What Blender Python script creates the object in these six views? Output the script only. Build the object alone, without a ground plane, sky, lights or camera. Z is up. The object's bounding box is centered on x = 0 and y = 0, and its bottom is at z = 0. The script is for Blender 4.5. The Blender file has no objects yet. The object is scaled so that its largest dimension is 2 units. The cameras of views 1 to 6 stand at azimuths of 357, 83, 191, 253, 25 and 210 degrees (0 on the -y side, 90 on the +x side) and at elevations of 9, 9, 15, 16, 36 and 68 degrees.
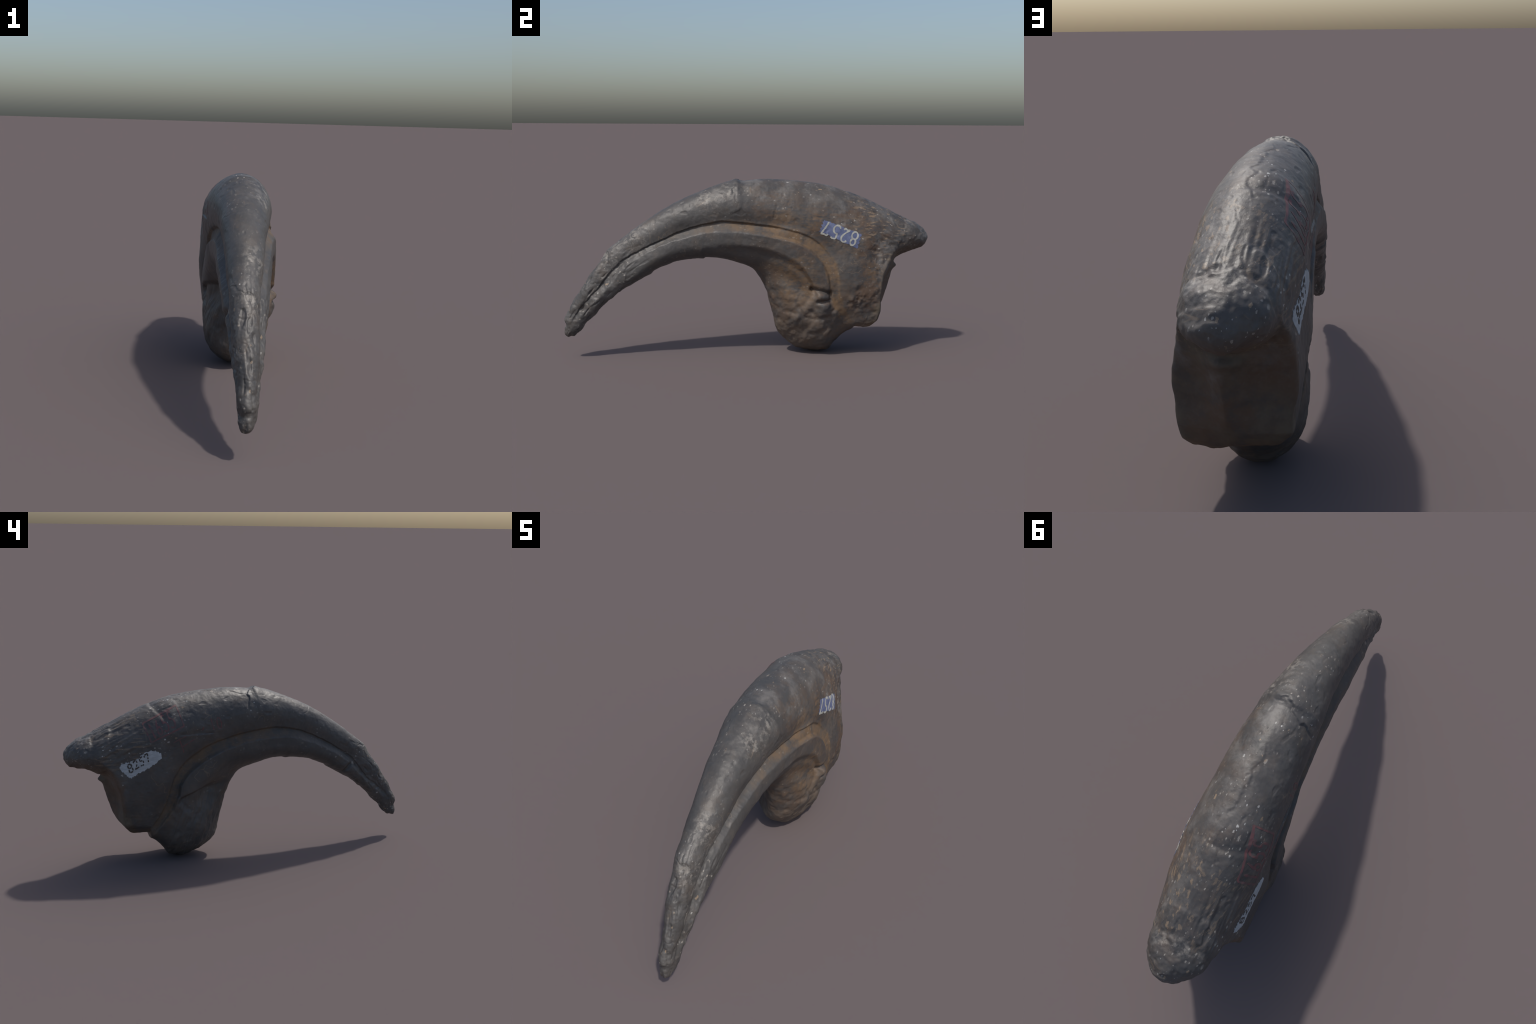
"""Fossil hand claw of a large predatory dinosaur, standing on its flexor tubercle.

The bone is modelled as one implicit solid: a side outline (y, z) inflated by left and right
half-width fields, with vascular grooves, ridges, an articular face and an extensor knob, polygonised
on a regular lattice, roughened by procedural noise, and split by region into anatomical parts.
"""
import math
import bpy
import numpy as np
from mathutils import Vector
from mathutils.bvhtree import BVHTree

VOX = 0.0032
rng = np.random.default_rng(8)

# ------------------------------------------------------------------ helpers
def sstep(a, b, x):
    t = np.clip((x - a) / (b - a), 0.0, 1.0)
    return t * t * (3 - 2 * t)

def smin(a, b, k):
    h = np.clip(0.5 + 0.5 * (b - a) / k, 0, 1)
    return b + (a - b) * h - k * h * (1 - h)

def smax(a, b, k):
    return -smin(-a, -b, k)

_perm = np.random.default_rng(21).permutation(256)
_perm = np.concatenate([_perm, _perm, _perm])
_grad = np.random.default_rng(22).normal(size=(256, 3))
_grad /= np.linalg.norm(_grad, axis=1)[:, None]

def perlin(p):
    """gradient noise, about -1..1, for an (n, 3) array"""
    i = np.floor(p).astype(int)
    f = p - i
    w = f * f * f * (f * (f * 6 - 15) + 10)
    i &= 255
    out = 0
    for a in (0, 1):
        for b in (0, 1):
            for c in (0, 1):
                h = _perm[_perm[_perm[(i[:, 0] + a) & 255] + ((i[:, 1] + b) & 255)] + ((i[:, 2] + c) & 255)]
                d = np.einsum("ij,ij->i", _grad[h], f - np.array([a, b, c]))
                wt = (w[:, 0] if a else 1 - w[:, 0]) * (w[:, 1] if b else 1 - w[:, 1]) * (w[:, 2] if c else 1 - w[:, 2])
                out = out + wt * d
    return out * 1.6

def fbm(p, octaves=3, gain=0.5):
    out, amp = 0, 1.0
    for _ in range(octaves):
        out = out + amp * perlin(p)
        p, amp = p * 2.03 + 17.3, amp * gain
    return out

def spline(points, sub=4, closed=True):
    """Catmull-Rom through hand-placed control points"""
    p = np.array(points, float)
    n = len(p)
    out = []
    for i in range(n if closed else n - 1):
        q = [p[(i + k) % n] if closed else p[min(max(i + k, 0), n - 1)] for k in (-1, 0, 1, 2)]
        for t in np.arange(sub) / sub:
            out.append(0.5 * (2 * q[1] + (q[2] - q[0]) * t + (2 * q[0] - 5 * q[1] + 4 * q[2] - q[3]) * t * t
                              + (3 * q[1] - q[0] - 3 * q[2] + q[3]) * t ** 3))
    if not closed:
        out.append(p[-1])
    return np.array(out)

def signed_distance(poly, Y, Z):
    """positive inside a closed polygon in the (y, z) plane"""
    d = np.full(Y.shape, 9.0)
    inside = np.zeros(Y.shape, bool)
    for a, b in zip(poly, np.roll(poly, -1, axis=0)):
        e = b - a
        t = np.clip(((Y - a[0]) * e[0] + (Z - a[1]) * e[1]) / max(e @ e, 1e-12), 0, 1)
        d = np.minimum(d, (Y - a[0] - t * e[0]) ** 2 + (Z - a[1] - t * e[1]) ** 2)
        if a[1] != b[1]:
            c = (a[1] > Z) != (b[1] > Z)
            inside ^= c & (Y < a[0] + (Z - a[1]) * e[0] / e[1])
    return np.where(inside, 1, -1) * np.sqrt(d)

def line_distance(line, Y, Z):
    d = np.full(Y.shape, 9.0)
    line = np.array(line, float)
    for a, b in zip(line[:-1], line[1:]):
        e = b - a
        t = np.clip(((Y - a[0]) * e[0] + (Z - a[1]) * e[1]) / max(e @ e, 1e-12), 0, 1)
        d = np.minimum(d, np.hypot(Y - a[0] - t * e[0], Z - a[1] - t * e[1]))
    return d

# ------------------------------------------------------------------ the side outline
BACK = [(-1.0, 0.165), (-0.993, 0.185), (-0.999, 0.213), (-0.981, 0.256), (-0.95, 0.315), (-0.911, 0.378), (-0.876, 0.429),
        (-0.852, 0.47), (-0.82, 0.508), (-0.786, 0.56), (-0.755, 0.598), (-0.707, 0.635), (-0.65, 0.679), (-0.575, 0.731),
        (-0.486, 0.79), (-0.411, 0.834), (-0.33, 0.872), (-0.193, 0.925), (-0.124, 0.945), (-0.08, 0.957), (-0.047, 0.949),
        (0.0, 0.955), (0.08, 0.96), (0.173, 0.956), (0.278, 0.946), (0.383, 0.932), (0.454, 0.915), (0.576, 0.873),
        (0.645, 0.846), (0.733, 0.803), (0.82, 0.756), (0.857, 0.733)]
# behind the articular face the outline is left open; the end cut shapes it
OPEN_END = [(0.91, 0.69), (0.90, 0.45), (0.82, 0.25), (0.745, 0.16), (0.69, 0.125)]
UNDER = [(0.63, 0.123), (0.584, 0.130), (0.547, 0.129), (0.511, 0.106), (0.486, 0.082), (0.463, 0.056), (0.435, 0.018),
         (0.40, 0.006), (0.343, 0.002), (0.30, 0.012), (0.25, 0.030), (0.20, 0.066), (0.162, 0.105), (0.144, 0.133),
         (0.131, 0.179), (0.122, 0.221), (0.098, 0.30), (0.08, 0.36), (0.062, 0.402), (0.022, 0.462), (-0.013, 0.488),
         (-0.069, 0.508), (-0.139, 0.529), (-0.191, 0.539), (-0.246, 0.541), (-0.257, 0.535), (-0.312, 0.534),
         (-0.40, 0.522), (-0.44, 0.508), (-0.518, 0.475), (-0.54, 0.455), (-0.60, 0.424), (-0.689, 0.374),
         (-0.75, 0.325), (-0.81, 0.275), (-0.835, 0.245), (-0.872, 0.211), (-0.893, 0.187), (-0.914, 0.155),
         (-0.932, 0.139), (-0.95, 0.122), (-0.968, 0.124), (-0.985, 0.117), (-0.999, 0.132)]
KNOB = [(0.74, 0.77), (0.80, 0.762), (0.857, 0.742), (0.89, 0.731), (0.927, 0.713), (0.964, 0.686), (0.987, 0.655),
        (0.995, 0.632), (0.989, 0.605), (0.968, 0.578), (0.92, 0.562), (0.86, 0.542), (0.80, 0.52), (0.72, 0.56)]

# ------------------------------------------------------------------ half-widths: (y, z, x on the +x side, x on the -x side, edge roundness)
WIDTHS = [
    (-0.99, 0.17, 0.040, -0.016, 0.040), (-0.96, 0.24, 0.051, -0.018, 0.05), (-0.90, 0.31, 0.062, -0.030, 0.06),
    (-0.82, 0.43, 0.064, -0.044, 0.075), (-0.74, 0.53, 0.068, -0.052, 0.085), (-0.66, 0.60, 0.075, -0.060, 0.095),
    (-0.56, 0.66, 0.090, -0.070, 0.105), (-0.46, 0.73, 0.099, -0.080, 0.12), (-0.36, 0.78, 0.114, -0.090, 0.14),
    (-0.26, 0.81, 0.127, -0.100, 0.165), (-0.16, 0.83, 0.136, -0.116, 0.18), (-0.06, 0.845, 0.146, -0.128, 0.20),
    (0.06, 0.85, 0.150, -0.138, 0.22), (0.17, 0.845, 0.155, -0.148, 0.24), (0.30, 0.82, 0.156, -0.160, 0.255),
    (0.45, 0.78, 0.155, -0.178, 0.26), (0.58, 0.72, 0.145, -0.178, 0.25), (0.68, 0.70, 0.130, -0.172, 0.22),
    (0.78, 0.68, 0.104, -0.164, 0.16), (0.86, 0.64, 0.065, -0.145, 0.13),
    (-0.93, 0.18, 0.058, -0.020, 0.035), (-0.86, 0.25, 0.072, -0.028, 0.042), (-0.80, 0.32, 0.087, -0.048, 0.05),
    (-0.72, 0.39, 0.096, -0.060, 0.055), (-0.62, 0.47, 0.107, -0.076, 0.06), (-0.50, 0.53, 0.117, -0.092, 0.07),
    (-0.38, 0.57, 0.128, -0.104, 0.08), (-0.26, 0.595, 0.136, -0.107, 0.09), (-0.14, 0.595, 0.150, -0.112, 0.10),
    (-0.04, 0.58, 0.162, -0.122, 0.12), (0.05, 0.58, 0.170, -0.132, 0.13), (0.17, 0.57, 0.182, -0.152, 0.13),
    (0.28, 0.53, 0.189, -0.157, 0.13), (0.36, 0.44, 0.190, -0.166, 0.12),
    (0.40, 0.67, 0.164, -0.168, 0.20), (0.50, 0.60, 0.172, -0.184, 0.16), (0.62, 0.60, 0.160, -0.180, 0.14),
    (0.69, 0.50, 0.138, -0.186, 0.08), (0.76, 0.62, 0.122, -0.170, 0.12), (0.72, 0.58, 0.128, -0.178, 0.12), (0.46, 0.37, 0.192, -0.172, 0.10), (0.50, 0.45, 0.192, -0.195, 0.10), (0.60, 0.48, 0.178, -0.182, 0.09),
    (0.68, 0.42, 0.172, -0.190, 0.08), (0.58, 0.34, 0.186, -0.181, 0.08), (0.66, 0.27, 0.160, -0.174, 0.06),
    (0.55, 0.22, 0.163, -0.170, 0.06), (0.60, 0.17, 0.138, -0.148, 0.05),
    (0.09, 0.42, 0.115, -0.082, 0.15), (0.05, 0.49, 0.125, -0.072, 0.13), (0.14, 0.20, 0.125, -0.088, 0.13), (0.12, 0.30, 0.125, -0.085, 0.14), (0.17, 0.36, 0.146, -0.082, 0.12), (0.20, 0.27, 0.146, -0.110, 0.13),
    (0.30, 0.27, 0.166, -0.156, 0.12), (0.40, 0.28, 0.184, -0.160, 0.10), (0.28, 0.16, 0.124, -0.156, 0.13),
    (0.41, 0.21, 0.183, -0.166, 0.10), (0.40, 0.14, 0.152, -0.172, 0.12), (0.25, 0.09, 0.094, -0.115, 0.13), (0.37, 0.05, 0.108, -0.128, 0.12),
    (0.48, 0.16, 0.104, -0.105, 0.08), (0.47, 0.28, 0.172, -0.165, 0.09)]

# ------------------------------------------------------------------ the vascular grooves, in polar form about a point below the arch
CY, CZ = -0.15, -0.20
RIGHT_UP = [(28, 0.79), (34, 0.793), (38, 0.804), (42, 0.828), (44.6, 0.86), (47, 0.892), (49.3, 0.919), (52, 0.938), (54.8, 0.954),
            (57.6, 0.970), (61, 0.978), (65, 0.976), (69, 0.968), (72, 0.962), (80, 0.948), (86, 0.947), (91, 0.953), (96, 0.941),
            (104, 0.926), (110.6, 0.912), (116, 0.912), (120, 0.912), (126.7, 0.918), (133, 0.905), (138.7, 0.896), (145, 0.905), (153, 0.912)]
RIGHT_LOW = [(28, 0.75), (34, 0.750), (39, 0.752), (44.2, 0.763), (47.8, 0.815), (50.7, 0.852), (55, 0.883), (58.7, 0.900), (62.2, 0.910),
             (66.2, 0.911), (72.7, 0.898), (80.3, 0.890), (87.8, 0.891), (93.2, 0.893), (98.6, 0.889), (103, 0.885), (111, 0.884),
             (117, 0.882), (121, 0.880), (126, 0.876), (130, 0.872), (135, 0.855), (140, 0.855), (145, 0.863), (152, 0.885)]
LEFT_UP = [(28, 0.824), (33.4, 0.815), (38.2, 0.816), (43.3, 0.842), (47.4, 0.876), (51.2, 0.908), (54.2, 0.925), (58.2, 0.938),
           (62.3, 0.946), (66, 0.949), (70.7, 0.946), (78.7, 0.940), (85, 0.941), (91.6, 0.947), (96.4, 0.940), (102, 0.934),
           (108.8, 0.915), (117.9, 0.900), (122.6, 0.900), (126.4, 0.893), (134, 0.868), (138, 0.868), (143, 0.885), (148, 0.905), (153, 0.91)]
LEFT_LOW = [(28, 0.77), (37.6, 0.768), (41.9, 0.770), (47.7, 0.795), (50.6, 0.832), (52.7, 0.847), (56, 0.860), (61.4, 0.869),
            (66.4, 0.874), (71.6, 0.876), (76.7, 0.875), (83, 0.876), (88.8, 0.880), (95, 0.885), (101.4, 0.884), (104, 0.878),
            (108.4, 0.874), (116, 0.866), (122.9, 0.858), (133, 0.842), (138.5, 0.838), (145.5, 0.866), (152, 0.885)]
DEPTH_RIGHT = [(26, 0.0), (32, 0.003), (40, 0.006), (50, 0.012), (62, 0.022), (80, 0.028), (100, 0.026), (120, 0.020), (138, 0.020), (148, 0.018), (154, 0.0)]
DEPTH_LEFT = [(26, 0.0), (32, 0.012), (40, 0.022), (50, 0.026), (62, 0.028), (80, 0.028), (100, 0.025), (120, 0.019), (138, 0.016), (146, 0.012), (152, 0.0)]

def curve(table, a):
    t = np.array(table, float)
    return np.interp(a, t[:, 0], t[:, 1])

def polar(Y, Z):
    return np.degrees(np.arctan2(Z - CZ, Y - CY)), np.hypot(Z - CZ, Y - CY)

def groove(A, R, up, low, depth):
    """how far a groove sinks the side: a steep dorsal wall, then a floor that is flat near the
    base of the claw and climbs to the ventral ridge along the blade"""
    ru, rl, D = curve(up, A), curve(low, A), curve(depth, A)
    # broken edges: both walls wander a little, more so toward the tip
    wander = fbm(np.stack([A.ravel() * 0.55, np.full(A.size, 3.7), np.full(A.size, 9.1)], 1), 3).reshape(A.shape) * sstep(70, 110, A)
    rl, ru = rl + 0.0045 * wander, ru + 0.003 * np.roll(wander, 23)
    w = np.maximum(ru - rl, 0.012)
    t = (ru - R) / w
    wall = 0.5 * np.exp(-np.clip((R - ru) / 0.040, 0, 3) ** 1.4) * (t < 0) + (t >= 0) * (0.5 + 0.5 * sstep(0.0, 0.24, t))
    slope = 1 - np.clip((t - 0.2) / 0.84, 0, 1) ** 1.15
    flat = 1 - sstep(0.78, 1.05, t)
    mix = sstep(62, 84, A)
    return D * wall * (flat * (1 - mix) + slope * mix)

RIDGE_RIGHT = [(44, 0.72), (50.7, 0.747), (52.7, 0.763), (56.5, 0.786), (59.4, 0.803), (64, 0.811), (73, 0.816), (80.5, 0.812), (90, 0.81)]
RIDGE_LEFT = [(44, 0.77), (47.7, 0.785), (51.2, 0.769), (54, 0.757), (60.6, 0.722), (70, 0.70)]

def under_ridge(A, R, edge, depth, lo, hi, reach):
    """the hollow below the free edge of the ventral ridge"""
    re = curve(edge, A)
    k = sstep(lo, lo + 3, A) * (1 - sstep(hi - 12, hi, A))
    d = re - R
    return depth * k * sstep(-0.010 - 0.012 * sstep(54, 66, A), 0.012 + 0.02 * sstep(54, 66, A), d) * np.exp(-np.clip(d, 0, 1) / reach)

CLEFTS = [([(0.316, 0.381), (0.354, 0.372), (0.405, 0.358)], 0.022, 0.014), ([(0.345, 0.313), (0.400, 0.320)], 0.014, 0.012),
          ([(0.242, 0.279), (0.280, 0.225), (0.332, 0.215)], 0.006, 0.011), ([(0.311, 0.257), (0.346, 0.218), (0.402, 0.224)], 0.008, 0.012),
          ([(0.143, 0.267), (0.181, 0.256), (0.212, 0.252)], 0.005, 0.014), ([(0.316, 0.128), (0.368, 0.133), (0.396, 0.161)], 0.007, 0.014),
          ([(0.405, 0.358), (0.412, 0.320), (0.430, 0.27)], 0.008, 0.014)]
LUMPS = [(0.348, 0.342, 0.030, 0.018), (0.374, 0.268, 0.036, 0.020), (0.300, 0.30, 0.05, 0.006), (0.345, 0.165, 0.035, 0.010),
         (0.24, 0.19, 0.04, 0.007), (0.29, 0.10, 0.03, 0.006)]
FLANK_PITS = [(0.565, 0.376, 0.020, -0.010), (0.548, 0.402, 0.016, 0.006), (0.525, 0.325, 0.012, 0.008), (0.556, 0.325, 0.013, -0.010),
              (0.513, 0.298, 0.010, -0.007), (0.585, 0.30, 0.012, -0.006), (0.554, 0.276, 0.012, -0.007), (0.61, 0.268, 0.014, -0.006),
              (0.646, 0.583, 0.016, -0.012), (0.672, 0.56, 0.018, -0.010), (0.69, 0.62, 0.02, -0.008), (0.675, 0.525, 0.02, -0.012), (0.655, 0.49, 0.03, 0.006)]

# ------------------------------------------------------------------ the articular end: y of the end face at the +x rim, the middle keel and the -x rim
END_Z = [0.10, 0.166, 0.20, 0.25, 0.30, 0.35, 0.40, 0.45, 0.50, 0.55, 0.58, 0.62, 0.66, 0.70, 0.76]
END_RIGHT = [0.615, 0.645, 0.675, 0.690, 0.694, 0.696, 0.699, 0.706, 0.718, 0.742, 0.768, 0.80, 0.815, 0.82, 0.83]
END_MID = [0.605, 0.650, 0.690, 0.728, 0.752, 0.770, 0.780, 0.797, 0.805, 0.818, 0.83, 0.84, 0.845, 0.85, 0.85]
END_LEFT = [0.59, 0.622, 0.654, 0.694, 0.706, 0.708, 0.710, 0.718, 0.734, 0.752, 0.772, 0.81, 0.84, 0.85, 0.85]
LIP_X = [-0.21, -0.19, -0.157, -0.12, -0.08, 0.0, 0.025, 0.05, 0.13, 0.155, 0.175, 0.20]
LIP_Z = [0.335, 0.272, 0.218, 0.190, 0.178, 0.175, 0.172, 0.156, 0.166, 0.204, 0.250, 0.31]

def end_face(X, Z):
    r, m, l = (np.interp(Z, END_Z, v) for v in (END_RIGHT, END_MID, END_LEFT))
    x0 = 0.005
    tr = np.clip((X - x0) / (0.178 - x0), 0, 1.2)
    tl = np.clip((x0 - X) / (0.19 + x0), 0, 1.2)
    bowl = sstep(0.24, 0.34, Z) * (1 - sstep(0.40, 0.52, Z))
    keel = lambda t: (1 - np.clip(np.sqrt(t * t + 0.012) - 0.05, 0, 1)) ** 1.25
    shelf = 0.022 * np.exp(-((Z - 0.478) / 0.018) ** 2) * np.exp(-((X + 0.01) / 0.045) ** 2)
    return shelf + np.where(X > x0, r + (m - r) * keel(tr) - 0.024 * bowl * np.sin(np.pi * np.clip(tr, 0, 1)), l + (m - l) * keel(tl) - 0.018 * bowl * np.sin(np.pi * np.clip(tl, 0, 1)))

# ------------------------------------------------------------------ fields on the lattice
ys = np.arange(-1.03, 1.03, VOX)
zs = np.arange(-0.03, 0.995, VOX)
xs = np.arange(-0.235, 0.235, VOX)
Y, Z = np.meshgrid(ys, zs, indexing="ij")

d_body = signed_distance(spline(BACK + OPEN_END + UNDER, 3), Y, Z)
d_knob = signed_distance(spline(KNOB, 3), Y, Z)

w_sum, fields = 0, 0
for y, z, r, l, e in WIDTHS:
    w = np.exp(-((Y - y) ** 2 + (Z - z) ** 2) / (2 * 0.055 ** 2)) + 1e-9 / ((Y - y) ** 2 + (Z - z) ** 2 + 1e-3)
    w_sum = w_sum + w
    fields = fields + w[..., None] * np.array([r, l, e])
XR, XL, RR = np.moveaxis(fields / w_sum[..., None], -1, 0)

A, RAD = polar(Y, Z)
sink_r = groove(A, RAD, RIGHT_UP, RIGHT_LOW, DEPTH_RIGHT) + under_ridge(A, RAD, RIDGE_RIGHT, 0.026, 47, 96, 0.075)
sink_l = groove(A, RAD, LEFT_UP, LEFT_LOW, DEPTH_LEFT) + under_ridge(A, RAD, RIDGE_LEFT, 0.026, 44, 74, 0.07)
for line, depth, width in CLEFTS:
    dist = line_distance(line, Y, Z)
    sink_r += depth * np.exp(-(dist / width) ** 2)
for y, z, s, h in LUMPS + FLANK_PITS:
    sink_r -= (h if (y, z, s, h) in LUMPS else 0.55 * h) * np.exp(-((Y - y) ** 2 + (Z - z) ** 2) / (2 * (0.8 * s) ** 2))
# a broken flake off the -x ridge, and a raised welt above the -x groove
dist = line_distance([(-0.66, 0.475), (-0.615, 0.43)], Y, Z)
sink_l += 0.018 * np.exp(-(dist / 0.013) ** 2)
welt = line_distance([(0.36, 0.735), (0.307, 0.74), (0.243, 0.745), (0.18, 0.705)], Y, Z)
sink_l += np.where(Z > 0.738, 0.004, -0.002) * np.exp(-(welt / 0.02) ** 2)
XR, XL = XR - sink_r, XL + sink_l

C, W = (XR + XL) / 2, np.maximum((XR - XL) / 2, 0.006)
crest = sstep(0.95, 1.05, RAD) * sstep(30, 40, A) * (1 - sstep(105, 120, A))
SC = np.minimum(W, RR)
P = 2.0 + 0.5 * (1 - sstep(0.42, 0.62, Z)) * sstep(0.40, 0.5, Y)
UK = np.maximum(1 - d_knob / 0.10, 0)
WK = 0.126 - 0.03 * sstep(0.86, 0.99, Y)
F = np.empty((len(xs), len(ys), len(zs)), np.float32)
lip_gate = 0.35 * (1 - sstep(0.50, 0.555, Y))
for i, x in enumerate(xs):
    left = sstep(0.03, -0.03, x - C)
    U = np.maximum(1 - d_body / (RR * (1 - (0.12 + 0.10 * left) * crest)), 0)
    g = SC * (1 - (U ** P + np.abs((x - C) / W) ** P) ** (1 / P))
    end = (end_face(np.full_like(zs, x), zs)[None, :] - Y) * 0.8
    lip = Z - np.interp(x, LIP_X, LIP_Z) - 0.009 * float(fbm(np.array([[x * 24, 2.3, 5.1]]), 2)[0]) + lip_gate
    g = smin(smin(g, end, 0.010), lip, 0.012)
    k = 0.09 * (1 - np.sqrt(UK ** 2 + ((x + 0.036) / WK) ** 2))
    F[i] = smax(g, k, 0.020)

# ------------------------------------------------------------------ polygonise (surface nets)
def surface_nets(F, origin, h):
    s = F > 0
    nx, ny, nz = F.shape
    cnt = np.zeros((nx - 1, ny - 1, nz - 1), np.uint8)
    for a in (0, 1):
        for b in (0, 1):
            for c in (0, 1):
                cnt += s[a:nx - 1 + a, b:ny - 1 + b, c:nz - 1 + c]
    act = np.argwhere((cnt > 0) & (cnt < 8))
    index = np.full(cnt.shape, -1, np.int32)
    index[tuple(act.T)] = np.arange(len(act))
    corner = {o: F[act[:, 0] + o[0], act[:, 1] + o[1], act[:, 2] + o[2]].astype(float) for o in np.ndindex(2, 2, 2)}
    acc, num = np.zeros((len(act), 3)), np.zeros(len(act))
    for o in corner:
        for ax in range(3):
            if o[ax] == 0:
                q = list(o)
                q[ax] = 1
                va, vb = corner[o], corner[tuple(q)]
                hit = (va > 0) != (vb > 0)
                t = np.where(hit, va / np.where(hit, va - vb, 1), 0)
                pt = np.array(o, float)[None, :].repeat(len(act), 0)
                pt[:, ax] = t
                acc += pt * hit[:, None]
                num += hit
    verts = origin + h * (act + acc / num[:, None])
    quads = []
    for ax in range(3):
        sl0, sl1 = [slice(None)] * 3, [slice(None)] * 3
        sl0[ax], sl1[ax] = slice(0, -1), slice(1, None)
        e = np.argwhere(s[tuple(sl0)] != s[tuple(sl1)])
        b, c = (ax + 1) % 3, (ax + 2) % 3
        cells = []
        for ob, oc in ((0, 0), (-1, 0), (-1, -1), (0, -1)):
            q = e.copy()
            q[:, b] += ob
            q[:, c] += oc
            cells.append(index[q[:, 0], q[:, 1], q[:, 2]])
        q = np.stack(cells, 1)
        flip = ~s[e[:, 0], e[:, 1], e[:, 2]]
        q[flip] = q[flip][:, ::-1]
        quads.append(q)
    return verts, np.concatenate(quads)

V, Q = surface_nets(F, np.array([xs[0], ys[0], zs[0]]), VOX)
del F

def adjacency_smooth(V, rounds):
    edges = np.unique(np.sort(np.concatenate([Q[:, [0, 1]], Q[:, [1, 2]], Q[:, [2, 3]], Q[:, [3, 0]]]), 1), axis=0)
    deg = np.bincount(edges.ravel(), minlength=len(V))[:, None]
    for lam in (0.5, -0.52) * rounds:
        acc = np.stack([np.bincount(edges[:, 0], V[edges[:, 1], k], len(V)) + np.bincount(edges[:, 1], V[edges[:, 0], k], len(V)) for k in range(3)], 1)
        V = V + lam * (acc / deg - V)
    return V

def vertex_normals(V):
    n = np.cross(V[Q[:, 2]] - V[Q[:, 0]], V[Q[:, 3]] - V[Q[:, 1]])
    out = np.stack([sum(np.bincount(Q[:, j], n[:, k], len(V)) for j in range(4)) for k in range(3)], 1)
    return out / np.maximum(np.linalg.norm(out, axis=1), 1e-12)[:, None]

V = adjacency_smooth(V, 3)
N = vertex_normals(V)

# ------------------------------------------------------------------ surface relief
x, y, z = V.T
ang, rad = polar(y, z)
right = sstep(-0.02, 0.02, x)
blade = sstep(55, 75, ang)
tip = sstep(112, 140, ang)
dorsal = sstep(0.93, 1.0, rad) * sstep(36, 48, ang)
tub = (1 - sstep(0.36, 0.44, z)) * (1 - sstep(0.42, 0.50, y)) * sstep(0.02, 0.10, y)
art = sstep(-0.03, -0.008, y - end_face(x, z)) * (1 - sstep(0.53, 0.57, z))
knob = sstep(0.83, 0.87, y) * sstep(0.5, 0.56, z)

h = 0.0026 * fbm(V * 8, 2) + 0.0011 * fbm(V * 34, 2) * (1 - 0.7 * art)
al = ang * 0.11
h += tip * (0.0045 * fbm(V * np.array([26, 20, 20]), 3) - 0.006 * sstep(0.22, 0.6, perlin(np.stack([x * 48, rad * 48, al * 1.6], 1) + 5)))
h += tub * ((0.0062 * fbm(V * np.array([10, 12, 9]) + 3, 3) + 0.0016 * right * fbm(V * 26 + 33, 2)) * (0.6 + 0.4 * right) - 0.002 * np.abs(perlin(V * np.array([14, 30, 18]) + 9)))
h += tub * (1 - right) * 0.004 * fbm(np.stack([x * 20, (y + 0.35 * z) * 45, (z - 0.35 * y) * 8], 1), 2)
# longitudinal striations that run into the extensor knob
along, across = 0.89 * y - 0.45 * z, 0.45 * y + 0.89 * z
stri = sstep(0.12, 0.34, along) * (1 - sstep(0.43, 0.47, along)) * sstep(0.76, 0.92, across) * (1 - knob)
st = perlin(np.stack([x * 46 + 0.3 * perlin(V * 5), across * 40, along * 3.2], 1))
st2 = perlin(np.stack([x * 74 + 0.5 * perlin(V * 7), across * 66, along * 3.6], 1) + 8)
h += stri * (0.0014 * st + 0.0024 * st2 - 0.0030 * sstep(0.32, 0.62, perlin(np.stack([x * 34, across * 30, along * 12], 1) + 31)) * sstep(0.0, 0.06, along - 0.26))
h += art * (0.003 * fbm(V * 11 + 19, 3))
# a rough fringe in front of the articular rim on both flanks
h += knob * (0.007 * fbm(V * 15 + 6, 3))
coarse = np.exp(-(((y - 0.565) / 0.055) ** 2 + ((z - 0.315) / 0.06) ** 2)) + np.exp(-(((y - 0.665) / 0.03) ** 2 + ((z - 0.57) / 0.06) ** 2))
h += right * coarse * (0.0055 * fbm(V * 34 + 50, 2))
fringe = sstep(-0.11, -0.03, y - end_face(np.sign(x) * 0.17, z)) * (1 - art) * (1 - knob) * (1 - sstep(0.62, 0.70, z))
h += fringe * (0.005 * fbm(V * 26 + 11, 2)) * (0.45 + 0.55 * right)
# pits along the crest
pit = perlin(np.stack([x * 42, y * 22, z * 26], 1) + 77)
h -= dorsal * (1 - knob) * 0.0020 * sstep(0.35, 0.7, pit)
# healed break across the back: the distal piece stands slightly proud
break_a = 85.4 + 1.9 * np.clip(x / 0.1, -1, 1) + 1.3 * fbm(V * 13 + 2, 3)
step = (ang - break_a) * np.pi / 180 * rad
h += (0.0055 * sstep(-0.010, 0.006, step) * np.exp(-np.clip(step, 0, 1) / 0.09) * sstep(1.04, 1.12, rad) - 0.0025 * np.exp(-((step + 0.004) / 0.006) ** 2) * sstep(1.0, 1.05, rad)) * (0.45 + 0.55 * sstep(-0.3, 0.3, perlin(V * 8 + 40)))
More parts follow.
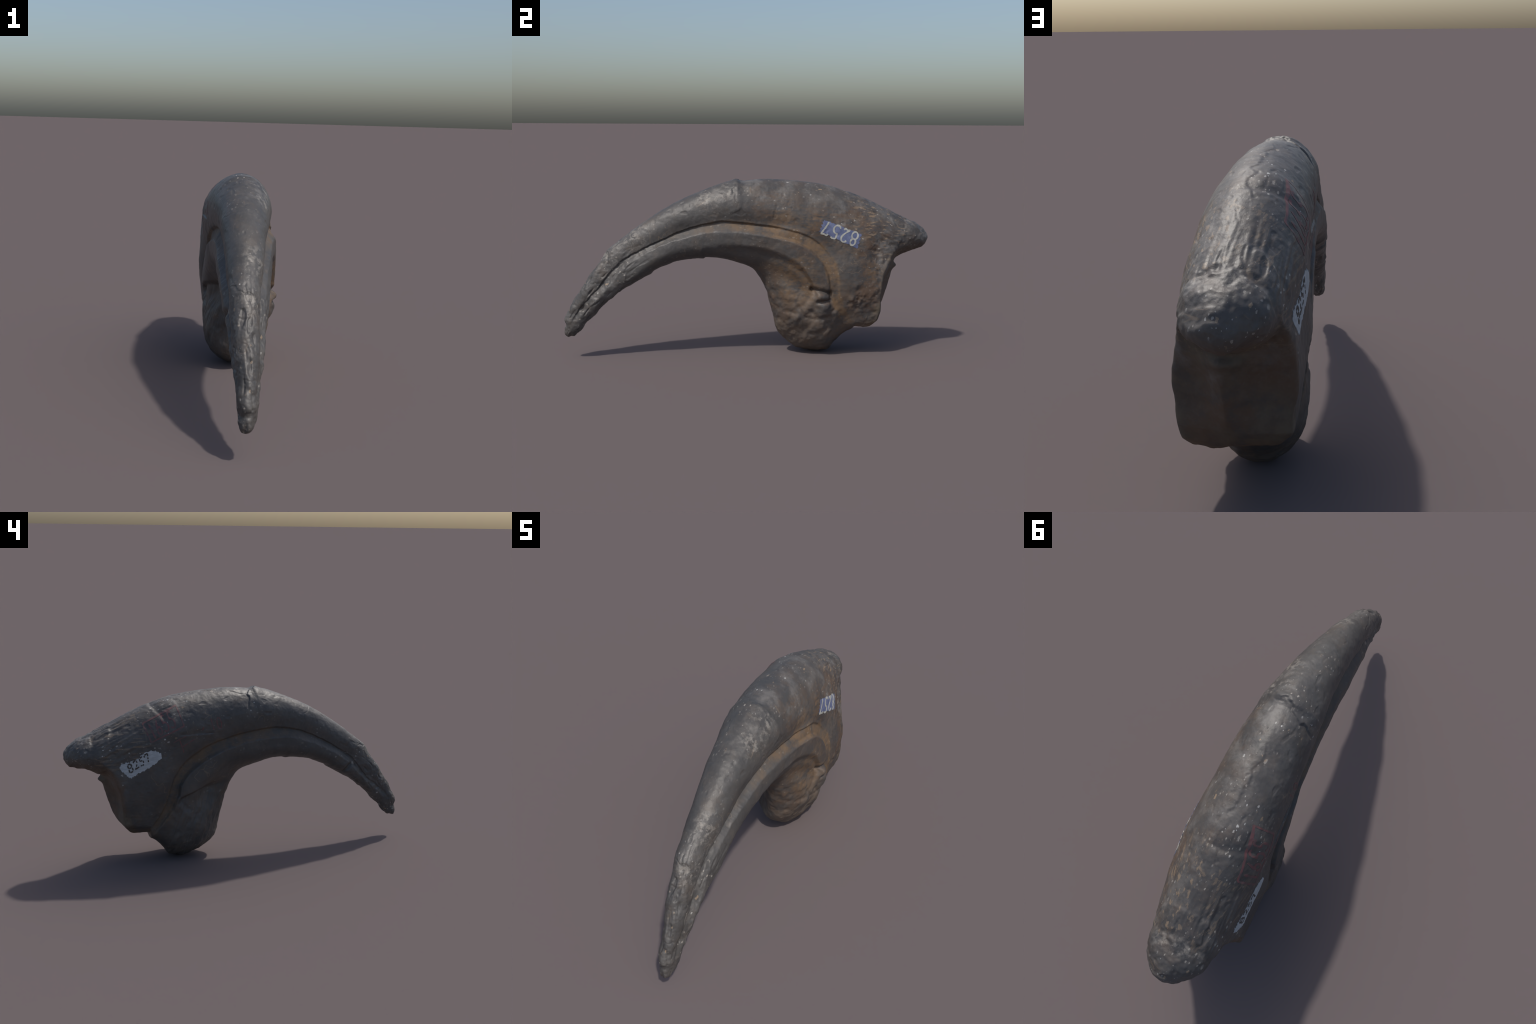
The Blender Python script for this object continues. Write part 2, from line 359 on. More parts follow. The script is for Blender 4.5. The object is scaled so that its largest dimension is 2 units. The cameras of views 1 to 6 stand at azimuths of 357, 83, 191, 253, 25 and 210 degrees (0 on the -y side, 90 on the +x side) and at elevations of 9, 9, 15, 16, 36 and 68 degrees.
# fine cracks around the distal half
for a0, tilt, depth in ((104, 2, 0.0022), (121, -3, 0.003), (128.5, 3, 0.005), (134.5, -2, 0.0055), (141.5, 2, 0.005), (148, 1, 0.005)):
    c = (ang - a0 - tilt * x / 0.08 - 2.0 * fbm(V * 14 + a0, 3)) * np.pi / 180 * rad
    h -= 0.6 * depth * np.exp(-(c / 0.0045) ** 2) * sstep(0.9, 1.0, rad) * sstep(-0.35, 0.1, perlin(V * 9 + a0))
# a shelf on the crest of the -x side: the rear bone stands proud of a flaked hollow in front of it
shelf = line_distance([(0.585, 0.925), (0.54, 0.907), (0.50, 0.872), (0.465, 0.825)], y, z)
side = (y - 0.5) * 0.78 - (z - 0.872) * 0.62 + 0.010 * perlin(V * 16 + 61)
h -= (1 - sstep(-0.03, 0.03, x)) * 0.0048 * np.exp(-(side / np.where(side < 0, 0.024, 0.013)) ** 2) * np.exp(-(shelf / 0.05) ** 2)
# a long ragged flake edge down the crest
edge_x = -0.012 + 0.020 * fbm(np.stack([y * 14, z * 0 + 3, x * 0], 1), 3) - x
flake = sstep(0.10, 0.16, y) * (1 - sstep(0.50, 0.56, y)) * sstep(0.84, 0.90, z)
h -= 0.0022 * flake * sstep(-0.006, 0.006, edge_x) * np.exp(-np.clip(edge_x, 0, 1) / 0.05)
# small scars on the knob's rim where it meets the back
seam = np.exp(-((y - 0.845) / 0.018) ** 2) * sstep(0.66, 0.72, z)
h += seam * (0.005 * fbm(V * 30 + 14, 2) - 0.003)
V = V + N * h[:, None]
V[:, 2] -= V[:, 2].min()
N = vertex_normals(V)

# ------------------------------------------------------------------ materials
class Nodes:
    def __init__(self, name):
        self.mat = bpy.data.materials.new(name)
        self.mat.use_nodes = True
        self.t = self.mat.node_tree
        self.bsdf = self.t.nodes["Principled BSDF"]
        self.obj = self.t.nodes.new("ShaderNodeTexCoord").outputs["Object"]

    def put(self, sock, v):
        if isinstance(v, bpy.types.NodeSocket):
            self.t.links.new(v, sock)
        else:
            sock.default_value = v

    def math(self, op, a, b=0.0, c=0.0, clamp=False):
        n = self.t.nodes.new("ShaderNodeMath")
        n.operation, n.use_clamp = op, clamp
        for s, v in zip(n.inputs, (a, b, c)):
            self.put(s, v)
        return n.outputs[0]

    def mul(self, *v):
        out = v[0]
        for w in v[1:]:
            out = self.math("MULTIPLY", out, w)
        return out

    def range(self, v, a, b, lo=0.0, hi=1.0):
        n = self.t.nodes.new("ShaderNodeMapRange")
        n.interpolation_type = "SMOOTHSTEP"
        for s, w in zip(n.inputs, (v, a, b, lo, hi)):
            self.put(s, w)
        return n.outputs[0]

    def mapping(self, scale, rot=(0, 0, 0), loc=(0, 0, 0)):
        n = self.t.nodes.new("ShaderNodeMapping")
        self.put(n.inputs[0], self.obj)
        n.inputs["Scale"].default_value, n.inputs["Rotation"].default_value, n.inputs["Location"].default_value = scale, rot, loc
        return n.outputs[0]

    def noise(self, scale, detail=4, rough=0.55, vec=None, distort=0.0):
        n = self.t.nodes.new("ShaderNodeTexNoise")
        self.put(n.inputs["Vector"], vec or self.obj)
        n.inputs["Scale"].default_value, n.inputs["Detail"].default_value = scale, detail
        n.inputs["Roughness"].default_value, n.inputs["Distortion"].default_value = rough, distort
        return n.outputs[0]

    def voronoi(self, scale, vec=None, feature="F1"):
        n = self.t.nodes.new("ShaderNodeTexVoronoi")
        n.feature = feature
        self.put(n.inputs["Vector"], vec or self.obj)
        n.inputs["Scale"].default_value = scale
        return n.outputs["Distance"]

    def mix(self, f, a, b):
        n = self.t.nodes.new("ShaderNodeMix")
        n.data_type = "RGBA"
        self.put(n.inputs[0], f)
        for s, v in ((n.inputs[6], a), (n.inputs[7], b)):
            self.put(s, v if isinstance(v, bpy.types.NodeSocket) else (*v, 1))
        return n.outputs[2]

    def xyz(self):
        n = self.t.nodes.new("ShaderNodeSeparateXYZ")
        self.put(n.inputs[0], self.obj)
        return n.outputs

    def table(self, v, pts, lo, hi):
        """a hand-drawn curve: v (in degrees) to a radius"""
        n = self.t.nodes.new("ShaderNodeFloatCurve")
        self.put(n.inputs["Value"], self.math("DIVIDE", self.math("SUBTRACT", v, lo), hi - lo))
        c = n.mapping.curves[0]
        pts = pts[::2] if len(pts) > 14 else pts
        for k, (a, r) in enumerate(pts):
            p = (min(max((a - lo) / (hi - lo), 0), 1), r)
            if k < 2:
                c.points[k].location = p
            else:
                c.points.new(*p)
        n.mapping.update()
        return n.outputs[0]

    def blob(self, centre, radii, soft=1.0):
        """soft ellipsoidal patch, its border broken up by noise"""
        n = self.t.nodes.new("ShaderNodeVectorMath")
        n.operation = "SUBTRACT"
        self.put(n.inputs[0], self.obj)
        n.inputs[1].default_value = centre
        m = self.t.nodes.new("ShaderNodeVectorMath")
        m.operation = "DIVIDE"
        self.put(m.inputs[0], n.outputs[0])
        m.inputs[1].default_value = radii
        l = self.t.nodes.new("ShaderNodeVectorMath")
        l.operation = "LENGTH"
        self.put(l.inputs[0], m.outputs[0])
        return self.range(l.outputs["Value"], 1.0 + 0.4 * soft, 1.0 - 0.6 * soft)

    def add(self, *v):
        out = v[0]
        for w in v[1:]:
            out = self.math("ADD", out, w, clamp=True)
        return out

def bone_material():
    k = Nodes("fossil_bone")
    X, Yc, Zc = k.xyz()
    ang = k.math("MULTIPLY", k.math("ARCTAN2", k.math("SUBTRACT", Zc, CZ), k.math("SUBTRACT", Yc, CY)), 180 / math.pi)
    dy, dz = k.math("SUBTRACT", Yc, CY), k.math("SUBTRACT", Zc, CZ)
    rad = k.math("SQRT", k.math("ADD", k.mul(dy, dy), k.mul(dz, dz)))
    right = k.range(X, -0.03, 0.03)
    wob = k.math("MULTIPLY", k.math("SUBTRACT", k.noise(22, 3), 0.5), 0.035)
    rw = k.math("ADD", rad, wob)

    # groove mask: between the two groove edges of the side that faces
    def between(up, low):
        u, l = k.table(ang, up, 26, 156), k.table(ang, low, 26, 156)
        return k.mul(k.range(k.math("SUBTRACT", rw, u), 0.012, -0.010), k.range(k.math("SUBTRACT", rw, l), -0.008, 0.010))
    g_r = k.mul(between(RIGHT_UP, RIGHT_LOW), right)
    g_l = k.mul(between(LEFT_UP, LEFT_LOW), k.math("SUBTRACT", 1.0, right))
    groove_mask = k.mul(k.add(g_r, g_l), k.range(ang, 118, 84), k.range(ang, 27, 36))

    fine = k.noise(60, 6, 0.7)
    mid = k.noise(14, 6, 0.65)
    big = k.noise(4.5, 4, 0.55)
    streak = k.noise(1.0, 4, 0.6, k.mapping((60, 7, 70), (math.radians(-27), 0, 0)))
    grain = k.noise(1.0, 5, 0.65, k.mapping((110, 40, 110), (math.radians(-20), 0, 0)))

    # slate grey body, mottled at every scale
    col = k.mix(k.range(big, 0.35, 0.68), SLATE_DARK, SLATE)
    col = k.mix(k.mul(k.range(mid, 0.46, 0.70), 0.55), col, SLATE_WARM)
    col = k.mix(k.mul(k.range(fine, 0.50, 0.75), 0.28), col, SLATE_LIGHT)
    col = k.mix(k.mul(k.range(grain, 0.52, 0.36), 0.35), col, SLATE_DARK)

    # iron staining: broad patches on the +x flank, tubercle and joint face, broken up by fine grain
    flank = k.mul(right, k.add(k.blob((0.16, 0.40, 0.70), (0.14, 0.30, 0.13), 1.4), k.mul(k.blob((0.16, 0.12, 0.82), (0.1, 0.13, 0.14), 1.4), 0.75),
                               k.mul(k.blob((0.17, 0.62, 0.50), (0.1, 0.13, 0.24), 1.4), 0.8), k.mul(k.blob((0.16, 0.60, 0.70), (0.1, 0.16, 0.12), 1.4), 0.8)))
    lower = k.mul(k.range(Zc, 0.48, 0.30), k.range(Yc, 0.02, 0.12))
    belly = k.mul(k.range(rad, 0.80, 0.70), k.range(ang, 100, 62))
    bar = k.mul(k.range(ang, 100, 60), 0.35)
    broken = k.math("ADD", k.mul(mid, 0.45), k.math("ADD", k.mul(streak, 0.3), k.mul(grain, 0.35)))
    stain = k.add(k.mul(flank, k.range(broken, 0.46, 0.64)),
                  k.mul(k.add(lower, belly, bar), k.range(k.math("ADD", k.mul(mid, 0.5), k.math("ADD", k.mul(big, 0.3), k.mul(grain, 0.2))), 0.38, 0.62), k.range(right, 0.0, 1.0, 0.5, 0.95)))
    col = k.mix(k.mul(stain, 0.85), col, k.mix(k.range(big, 0.4, 0.6), RUST, RUST_PALE))
    ochre = k.mul(right, k.add(k.blob((0.15, 0.24, 0.40), (0.1, 0.11, 0.12), 1.3), k.mul(k.blob((0.15, 0.16, 0.76), (0.1, 0.06, 0.07), 1.3), 0.6), k.mul(k.blob((0.17, 0.31, 0.74), (0.1, 0.09, 0.05), 1.4), 0.7),
                               k.blob((0.14, 0.22, 0.52), (0.1, 0.12, 0.05), 1.3), k.mul(k.blob((0.17, 0.66, 0.48), (0.1, 0.06, 0.06), 1.3), 0.8)))
    col = k.mix(k.mul(ochre, k.range(broken, 0.44, 0.66), 0.8), col, OCHRE)
    # dust and iron settled in the grooves
    col = k.mix(k.mul(groove_mask, k.range(k.math("ADD", k.mul(mid, 0.5), k.math("ADD", k.mul(grain, 0.25), k.mul(k.noise(7, 3), 0.25))), 0.36, 0.62), k.range(right, 0, 1, 0.55, 0.9), k.range(ang, 112, 66, 0.35, 1.0)), col, OCHRE)
    # joint face and the rough lip below it
    endy = k.table(Zc, [(-0.03, 0.58), (0.20, 0.60), (0.30, 0.635), (0.36, 0.655), (0.45, 0.66), (0.50, 0.675), (0.56, 0.72), (0.64, 0.80), (0.80, 0.86)], 0.0, 1.0)
    joint = k.mul(k.range(k.math("SUBTRACT", k.math("ADD", Yc, wob), endy), 0.02, 0.05), k.range(Zc, 0.64, 0.54))
    jcol = k.mix(k.range(big, 0.4, 0.62), k.mix(k.range(mid, 0.35, 0.65), JOINT, JOINT_OLIVE), RUST)
    jcol = k.mix(k.mul(k.range(fine, 0.45, 0.70), 0.6), jcol, RUST_PALE)
    jcol = k.mix(k.mul(k.range(k.noise(10, 5, 0.65, k.mapping((1, 1, 1), loc=(5, 5, 5))), 0.50, 0.66), 0.55), jcol, SLATE_DARK)
    col = k.mix(k.mul(joint, 0.92), col, jcol)
    lip = k.mul(k.blob((-0.02, 0.62, 0.17), (0.17, 0.11, 0.06)), k.range(mid, 0.35, 0.6))
    col = k.mix(k.mul(lip, 0.8), col, LIP_RUST)

    # scuffs, pale specks and scratches along the crest and toward the tip
    crest = k.add(k.range(rad, 1.00, 1.12), k.mul(k.range(ang, 112, 135), 0.9), k.mul(k.blob((-0.03, 0.93, 0.68), (0.16, 0.12, 0.09)), 0.9))
    worn = k.mul(k.range(k.noise(9, 6, 0.72), 0.46, 0.70), crest, k.range(right, 0, 1, 0.45, 1.0))
    col = k.mix(k.mul(worn, 0.75), col, SCUFF)
    chalk = k.mul(k.add(k.blob((0.10, -0.13, 0.90), (0.08, 0.05, 0.06), 1.3), k.blob((0.10, -0.24, 0.86), (0.07, 0.07, 0.06), 1.3), k.blob((0.05, -0.62, 0.66), (0.06, 0.08, 0.08), 1.3),
                        k.blob((0.03, -0.76, 0.54), (0.06, 0.06, 0.07), 1.3), k.blob((-0.03, 0.87, 0.72), (0.14, 0.03, 0.05), 1.3)), k.range(k.noise(30, 6, 0.75), 0.47, 0.62))
    col = k.mix(k.mul(chalk, 0.5), col, CREAM)
    # flecks stretched along the claw: irregular, of many sizes, in loose swarms
    def flecks(scale, loc, stretch, size, share):
        n = k.t.nodes.new("ShaderNodeTexVoronoi")
        jig = k.t.nodes.new("ShaderNodeVectorMath")
        jig.operation = "MULTIPLY_ADD"
        nz = k.t.nodes.new("ShaderNodeTexNoise")
        nz.inputs["Scale"].default_value, nz.inputs["Detail"].default_value = scale * 1.7, 3
        k.put(nz.inputs["Vector"], k.obj)
        k.put(jig.inputs[0], nz.outputs["Color"])
        jig.inputs[1].default_value = (0.55 / scale,) * 3
        k.put(jig.inputs[2], k.mapping(stretch, loc=loc))
        k.put(n.inputs["Vector"], jig.outputs[0])
        n.inputs["Scale"].default_value = scale
        sep = k.t.nodes.new("ShaderNodeSeparateColor")
        k.put(sep.inputs[0], n.outputs["Color"])
        pick = k.range(sep.outputs[0], 1.0 - share, 1.0 - share + 0.02)
        radius = k.math("MULTIPLY", k.math("ADD", k.mul(sep.outputs[1], sep.outputs[1]), 0.25), size)
        return k.mul(pick, k.range(k.math("SUBTRACT", n.outputs["Distance"], radius), 0.045, -0.03))
    nojoint = k.math("SUBTRACT", 1.0, joint)
    swarm = k.range(k.noise(10, 3, 0.6), 0.41, 0.55)
    specks = k.mul(flecks(50, (3, 1, 2), (1.0, 0.42, 0.6), 0.19, 0.6), swarm, nojoint, k.math("ADD", k.mul(crest, 0.92), 0.08))
    col = k.mix(k.mul(specks, 0.75), col, k.mix(k.range(k.noise(8), 0.44, 0.52), CREAM, TAN))
    tiny = k.mul(flecks(92, (4, 2, 7), (1, 0.55, 0.7), 0.28, 0.7), k.range(k.noise(7, 3), 0.44, 0.58), nojoint, k.math("ADD", k.mul(crest, 0.8), 0.2))
    col = k.mix(k.mul(tiny, 0.8), col, k.mix(k.range(k.noise(9), 0.5, 0.6), CREAM, WHITE))
    # mineral fill between the striations in front of the knob
    lines = k.mul(k.range(streak, 0.55, 0.62), k.range(Yc, 0.45, 0.64), k.range(k.math("ADD", k.mul(Yc, 0.45), k.mul(Zc, 0.89)), 0.74, 0.90), k.range(Yc, 0.88, 0.82), k.range(right, 0, 1, 0.55, 1.0))
    col = k.mix(k.mul(lines, 0.65), col, TAN)
    cr = k.math("ABSOLUTE", k.math("SUBTRACT", k.noise(3.2, 3, 0.5, distort=0.6), 0.5))
    hair = k.mul(k.range(cr, 0.005, 0.001), k.range(k.noise(7, 1, vec=k.mapping((1, 1, 1), loc=(9, 4, 1))), 0.58, 0.64))
    col = k.mix(k.mul(hair, 0.28), col, TAN)

    k.put(k.bsdf.inputs["Base Color"], col)
    rough = k.range(k.math("ADD", k.mul(stain, 0.6), k.add(groove_mask, joint, k.mul(fine, 0.3))), 0.0, 1.0, 0.49, 0.75)
    k.put(k.bsdf.inputs["Roughness"], rough)
    k.bsdf.inputs["Specular IOR Level"].default_value = 0.5
    b = k.t.nodes.new("ShaderNodeBump")
    b.inputs["Strength"].default_value, b.inputs["Distance"].default_value = 0.32, 0.004
    k.put(b.inputs["Height"], k.math("ADD", k.mul(k.noise(120, 4, 0.6), 0.6), k.mul(streak, k.range(Yc, 0.35, 0.6), 0.8)))
    k.put(k.bsdf.inputs["Normal"], b.outputs[0])
    return k.mat

SLATE_DARK, SLATE, SLATE_WARM, SLATE_LIGHT = (0.056, 0.053, 0.051), (0.075, 0.071, 0.068), (0.096, 0.077, 0.062), (0.118, 0.110, 0.102)
RUST, RUST_PALE, OCHRE, TAN = (0.104, 0.064, 0.040), (0.122, 0.088, 0.063), (0.160, 0.100, 0.052), (0.27, 0.195, 0.125)
JOINT, JOINT_OLIVE, LIP_RUST = (0.082, 0.061, 0.046), (0.120, 0.096, 0.066), (0.135, 0.080, 0.042)
SCUFF, CREAM, WHITE = (0.150, 0.140, 0.130), (0.30, 0.275, 0.24), (0.50, 0.49, 0.46)

def plain_material(name, a, b, scale, rough, stretch=(1, 1, 1)):
    k = Nodes(name)
    n = k.noise(scale, 4, 0.6, k.mapping(stretch))
    k.put(k.bsdf.inputs["Base Color"], k.mix(k.range(n, 0.35, 0.68), a, b))
    k.bsdf.inputs["Roughness"].default_value = rough
    return k.mat

BONE = bone_material()
BLUE_PAINT = plain_material("blue_paint", (0.095, 0.115, 0.21), (0.14, 0.165, 0.27), 40, 0.6)
PALE_INK = plain_material("pale_ink", (0.33, 0.33, 0.30), (0.43, 0.43, 0.39), 60, 0.6)
WHITE_PAINT = plain_material("white_paint", (0.34, 0.36, 0.37), (0.44, 0.46, 0.47), 26, 0.65, (1, 1, 4))
BLACK_INK = plain_material("black_ink", (0.045, 0.04, 0.036), (0.08, 0.07, 0.06), 60, 0.6)
RED_INK = plain_material("faded_red_ink", (0.145, 0.055, 0.055), (0.095, 0.066, 0.064), 55, 0.55)

# ------------------------------------------------------------------ parts
top = bpy.data.objects.new("fossil_claw", None)
bpy.context.collection.objects.link(top)
top["label"] = "dark grey fossil dinosaur claw with painted inventory numbers"
top["category"] = "fossil claw"

def make_part(name, verts, faces, mat, normals=None, parent=top, smooth=True):
    me = bpy.data.meshes.new(name)
    me.from_pydata(verts, [], faces) if isinstance(faces, list) else None
    if not isinstance(faces, list):
        me.vertices.add(len(verts))
        me.vertices.foreach_set("co", np.ascontiguousarray(verts, np.float32).ravel())
        me.loops.add(faces.size)
        me.loops.foreach_set("vertex_index", np.ascontiguousarray(faces, np.int32).ravel())
        me.polygons.add(len(faces))
        me.polygons.foreach_set("loop_start", np.arange(0, faces.size, faces.shape[1], dtype=np.int32))
        me.update(calc_edges=True)
    me.validate()
    me.polygons.foreach_set("use_smooth", np.full(len(me.polygons), smooth))
    me.materials.append(mat)
    if normals is not None:
        me.normals_split_custom_set_from_vertices([tuple(n) for n in normals])
    ob = bpy.data.objects.new(name, me)
    bpy.context.collection.objects.link(ob)
    ob.parent = parent
    return ob

centre = V[Q].mean(1)
fx, fy, fz = centre.T
fa, fr = polar(fy, fz)
region = np.full(len(Q), "proximal_base", dtype=object)
region[fa > 72 + 3 * np.sin(fr * 20)] = "claw_blade"
low_r = np.where(fx > 0, curve(RIDGE_RIGHT, fa), curve(RIDGE_LEFT, fa))
region[(fr < low_r) & (fz < 0.42) & (fa < 68) & (fy < 0.53 - 0.12 * np.clip((fz - 0.12) / 0.25, 0, 1))] = "flexor_tubercle"
region[(fy > end_face(fx, fz) - 0.010) & (fz < 0.56) & (fz > 0.12)] = "articular_surface"
region[(fy > 0.845) & (fz > 0.52)] = "extensor_process"
for name in sorted(set(region)):
    f = Q[region == name]
    used, inv = np.unique(f, return_inverse=True)
    make_part(name, V[used], inv.reshape(f.shape), BONE, N[used])

# ------------------------------------------------------------------ painted numbers, draped on the flanks
tree = BVHTree.FromPolygons([tuple(p) for p in V], [tuple(int(i) for i in q) for q in Q])

def drape(points, side, lift):
    """project (y, z) points on the flank at side +1 / -1 and lift them off it"""
    out = []
    for yy, zz in points:
        hit = tree.ray_cast(Vector((side * 0.5, yy, zz)), Vector((-side, 0, 0)))
        p = hit[0] if hit[0] else Vector((side * 0.15, yy, zz))
        n = hit[1] if hit[0] else Vector((side, 0, 0))
        out.append(p + n.normalized() * lift)
    return out

class Sheet:
    """collects thin solid patches: a draped top and a bottom sunk into the bone"""
    def __init__(self):
        self.v, self.f = [], []

    def grid(self, rows, side, lift):
        nr, nc = len(rows), len(rows[0])
        flat = [p for r in rows for p in r]
        base = len(self.v)
        self.v += drape(flat, side, lift) + drape(flat, side, -0.003)
        n = nr * nc
        for i in range(nr - 1):
            for j in range(nc - 1):
                q = [i * nc + j, i * nc + j + 1, (i + 1) * nc + j + 1, (i + 1) * nc + j]
                self.f += [[base + t for t in q], [base + n + t for t in q[::-1]]]
        ring = [j for j in range(nc)] + [i * nc + nc - 1 for i in range(1, nr)] + [(nr - 1) * nc + j for j in range(nc - 2, -1, -1)] + [i * nc for i in range(nr - 2, 0, -1)]
        for a, b in zip(ring, ring[1:] + ring[:1]):
            self.f.append([base + b, base + a, base + n + a, base + n + b])

    def stroke(self, line, width, side, lift, taper=0.75):
        line = np.array(line, float)
        seg = np.r_[0, np.cumsum(np.hypot(*np.diff(line, axis=0).T))]
        m = max(4, int(seg[-1] / 0.003))
        s = np.linspace(0, seg[-1], m)
        p = np.stack([np.interp(s, seg, line[:, k]) for k in (0, 1)], 1)
        t = np.gradient(p, axis=0)
        t /= np.maximum(np.linalg.norm(t, axis=1), 1e-9)[:, None]
        nrm = np.stack([-t[:, 1], t[:, 0]], 1)
        q = np.linspace(0, 1, m)
        w = width * (0.5 + 0.08 * np.sin(q * 19 + seg[-1] * 300)) * (1 - (1 - taper) * np.clip(1 - np.minimum(q, 1 - q) / (0.6 * width / max(seg[-1], 1e-6)), 0, 1) ** 2)
        self.grid([[tuple(a + b * c * e) for e in (-1, 0, 1)] for a, b, c in zip(p, nrm, w)], side, lift)

    def build(self, name, mat, parent=top):
        return make_part(name, [tuple(v) for v in self.v], self.f, mat, parent=parent, smooth=False)

def arc(cx, cy, rx, ry, a0, a1, n=14):
    return [(cx + rx * math.cos(math.radians(a)), cy + ry * math.sin(math.radians(a))) for a in np.linspace(a0, a1, n)]

# handwritten digits in a unit box, x to the right and y up
SCRIPT = {
    "8": [arc(0.5, 0.73, 0.26, 0.25, -90, 270, 22), arc(0.5, 0.25, 0.33, 0.27, 90, 450, 22)],
    "2": [arc(0.48, 0.72, 0.30, 0.26, 160, -20, 12) + [(0.66, 0.45), (0.40, 0.20), (0.16, 0.02), (0.44, 0.08), (0.66, 0.0), (0.80, 0.14)]],
    "5": [[(0.30, 0.97), (0.30, 0.58)] + arc(0.45, 0.30, 0.36, 0.30, 100, -150, 16), [(0.28, 0.97), (0.62, 1.02), (0.82, 0.96)]],
    "7": [[(0.18, 0.84), (0.22, 0.98), (0.55, 0.95), (0.86, 1.0)], [(0.86, 1.0), (0.66, 0.55), (0.48, 0.0)]],
    "1": [[(0.45, 1.0), (0.50, 0.5), (0.56, 0.0)]],
    "6": [[(0.58, 1.0), (0.34, 0.66), (0.22, 0.34)] + arc(0.50, 0.27, 0.30, 0.26, 170, -190, 18)],
    "0": [arc(0.5, 0.5, 0.30, 0.48, 80, 440, 22)],
}
STENCIL = {
    "8": [[(0.2, 0.95), (0.75, 0.95)], [(0.16, 0.9), (0.18, 0.55)], [(0.8, 0.9), (0.78, 0.56)], [(0.24, 0.5), (0.74, 0.52)], [(0.15, 0.45), (0.16, 0.08)], [(0.84, 0.44), (0.80, 0.1)], [(0.22, 0.02), (0.74, 0.04)]],
    "2": [[(0.18, 0.8), (0.24, 0.95), (0.7, 0.97)], [(0.8, 0.9), (0.78, 0.62)], [(0.68, 0.5), (0.44, 0.28)], [(0.34, 0.2), (0.14, 0.02)], [(0.24, 0.08), (0.9, 0.10)]],
    "5": [[(0.86, 0.97), (0.36, 0.93)], [(0.28, 0.88), (0.24, 0.58)], [(0.3, 0.54), (0.64, 0.60)], [(0.76, 0.52), (0.8, 0.22)], [(0.7, 0.1), (0.42, 0.0)], [(0.3, 0.04), (0.16, 0.14)]],
    "7": [[(0.1, 0.72), (0.12, 0.9)], [(0.2, 0.95), (0.84, 0.98)], [(0.80, 0.9), (0.70, 0.66)], [(0.66, 0.55), (0.58, 0.34)], [(0.56, 0.24), (0.50, 0.02)]],
}

def write(sheet, glyphs, text, origin, ux, uy, pitch, size, width, side, lift):
    """ux, uy: unit vectors of the writing in (y, z)"""
    o, ux, uy = np.array(origin, float), np.array(ux, float), np.array(uy, float)
    for i, ch in enumerate(text):
        for line in glyphs[ch]:
            sheet.stroke([o + ux * (i * pitch + px * size[0]) + uy * (py * size[1]) for px, py in line], width, side, lift)

# +x flank: a blue painted strip, its number upside down
TL, TR, BR, BL = (np.array(p) for p in ((0.373, 0.751), (0.578, 0.670), (0.553, 0.596), (0.349, 0.691)))
strip = Sheet()
rows = []
for i in range(25):
    v = i / 24
    row = []
    for j in range(61):
        u = j / 60
        jag_u = 0.016 * math.sin(v * 23) + 0.012 * math.sin(v * 47 + 1)
        jag_v = 0.03 * math.sin(u * 31) * math.sin(u * 9 + 1) + 0.02 * math.sin(u * 70)
        uu = u + jag_u * (abs(2 * u - 1) ** 6)
        vv = v + jag_v * (abs(2 * v - 1) ** 6)
        row.append(tuple((TL * (1 - uu) + TR * uu) * (1 - vv) + (BL * (1 - uu) + BR * uu) * vv))
    rows.append(row)
strip.grid(rows, 1, 0.0012)
blue = strip.build("blue_label", BLUE_PAINT)
ink = Sheet()
ux = (TL - TR) / np.linalg.norm(TL - TR)
uy = (BL - TL) / np.linalg.norm(BL - TL)
write(ink, SCRIPT, "8257", TR + ux * 0.006 + uy * 0.001, ux, uy, 0.053, (0.052, 0.073), 0.0085, 1, 0.0021)
ink.build("inventory_number", PALE_INK, blue)

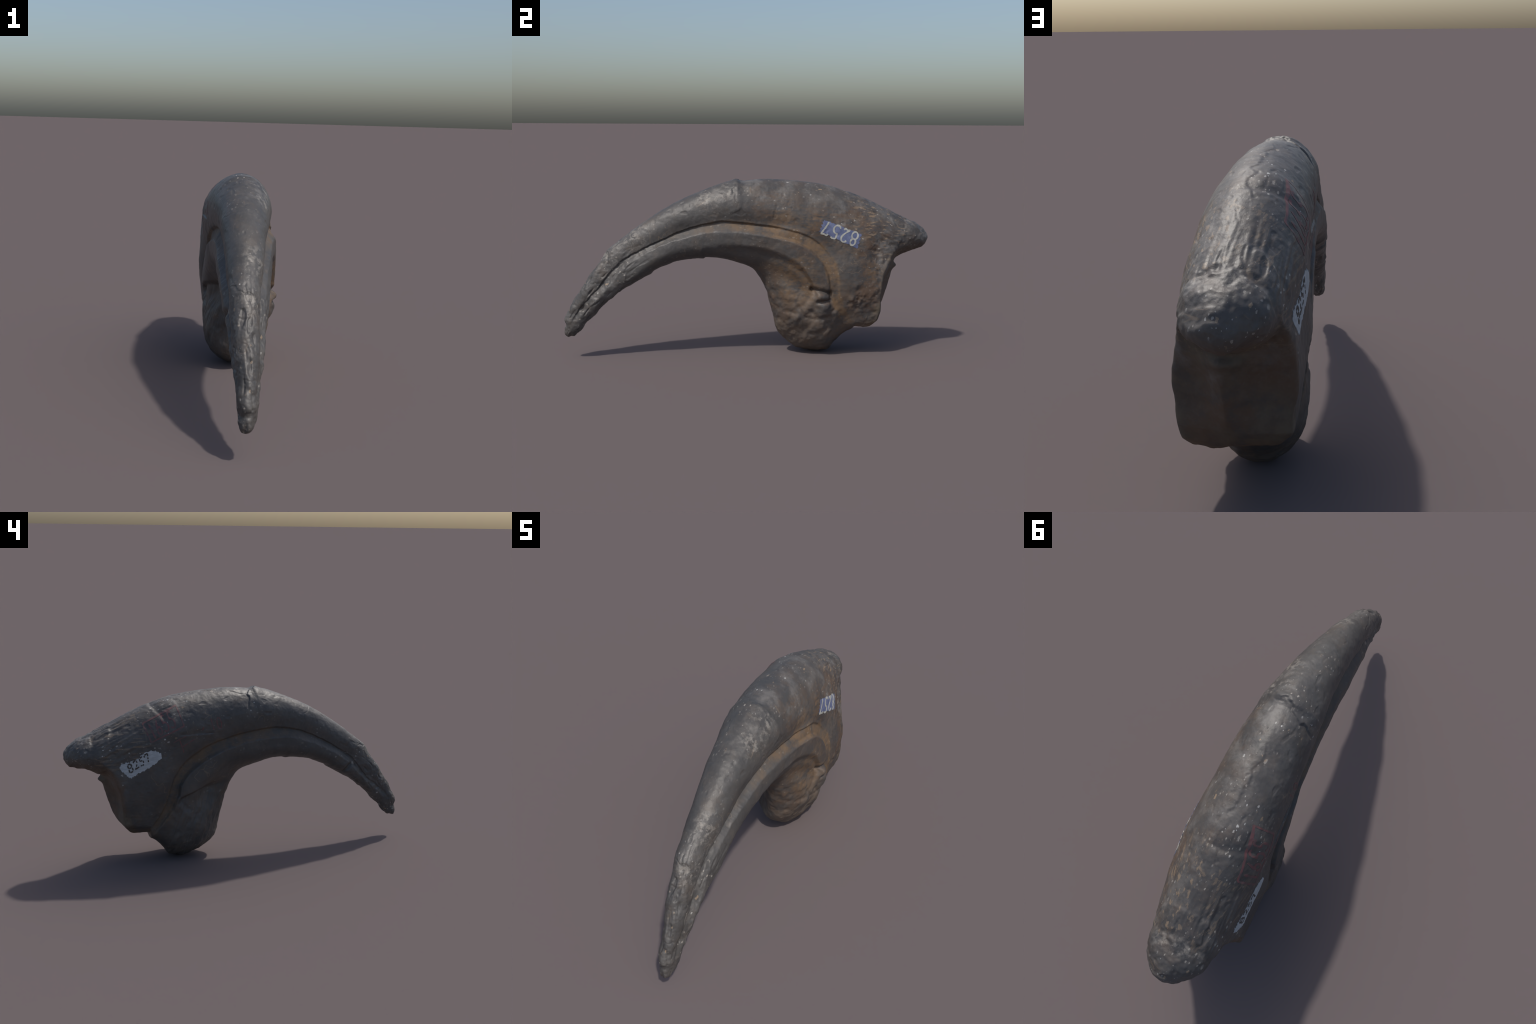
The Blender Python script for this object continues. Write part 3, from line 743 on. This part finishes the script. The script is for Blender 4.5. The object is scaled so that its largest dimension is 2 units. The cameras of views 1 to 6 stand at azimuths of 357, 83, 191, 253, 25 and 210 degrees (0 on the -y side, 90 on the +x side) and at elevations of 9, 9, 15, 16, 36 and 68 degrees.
# -x flank: a brushed white patch with a stencilled number
daub_top = [(0.716, 0.578), (0.705, 0.597), (0.677, 0.605), (0.643, 0.615), (0.615, 0.626), (0.591, 0.649), (0.556, 0.663), (0.525, 0.663), (0.508, 0.656), (0.491, 0.648)]
daub_low = [(0.703, 0.560), (0.690, 0.548), (0.676, 0.534), (0.665, 0.524), (0.649, 0.524), (0.617, 0.544), (0.593, 0.553), (0.562, 0.569), (0.525, 0.592), (0.487, 0.622)]
daub = Sheet()
ta, tb = spline(daub_top, 8, False), spline(daub_low, 8, False)
jag = lambda i: 0.0026 * math.sin(i * 0.9) + 0.002 * math.sin(i * 2.1 + 1) + 0.0012 * math.sin(i * 4.3)
daub.grid([[tuple(a * (1 - v) + b * v + np.array([0, jag(i) * (1 - 2 * v)]) ) for v in np.linspace(0, 1, 17)] for i, (a, b) in enumerate(zip(ta, tb))][::-1], -1, 0.0012)
white = daub.build("white_label", WHITE_PAINT)
ink = Sheet()
ux = np.array([-0.875, 0.484])
uy = np.array([0.30, 0.954])
write(ink, STENCIL, "8257", (0.664, 0.546), ux, uy, 0.0345, (0.031, 0.048), 0.0078, -1, 0.0021)
ink.build("inventory_number", BLACK_INK, white)

# -x flank: faded red field marks
red = Sheet()
box = [(0.580, 0.806), (0.487, 0.848), (0.393, 0.892), (0.358, 0.787), (0.447, 0.750), (0.541, 0.710), (0.580, 0.806)]
red.stroke(box, 0.008, -1, 0.0007)
write(red, SCRIPT, "1655", (0.538, 0.722), (-0.89, 0.45), (0.34, 0.94), 0.040, (0.040, 0.078), 0.009, -1, 0.0008)
write(red, SCRIPT, "10", (0.212, 0.752), (-0.99, 0.1), (0.2, 0.98), 0.040, (0.040, 0.066), 0.006, -1, 0.0007)
red.stroke([(0.25, 0.776), (0.257, 0.756)], 0.007, -1, 0.0007)
red.stroke([(0.42, 0.700), (0.386, 0.718), (0.350, 0.732)], 0.006, -1, 0.0007)
red.stroke([(0.388, 0.718), (0.371, 0.671), (0.362, 0.64)], 0.006, -1, 0.0007)
red.stroke([(0.371, 0.672), (0.336, 0.694), (0.30, 0.712)], 0.006, -1, 0.0007)
red.build("red_marking", RED_INK)
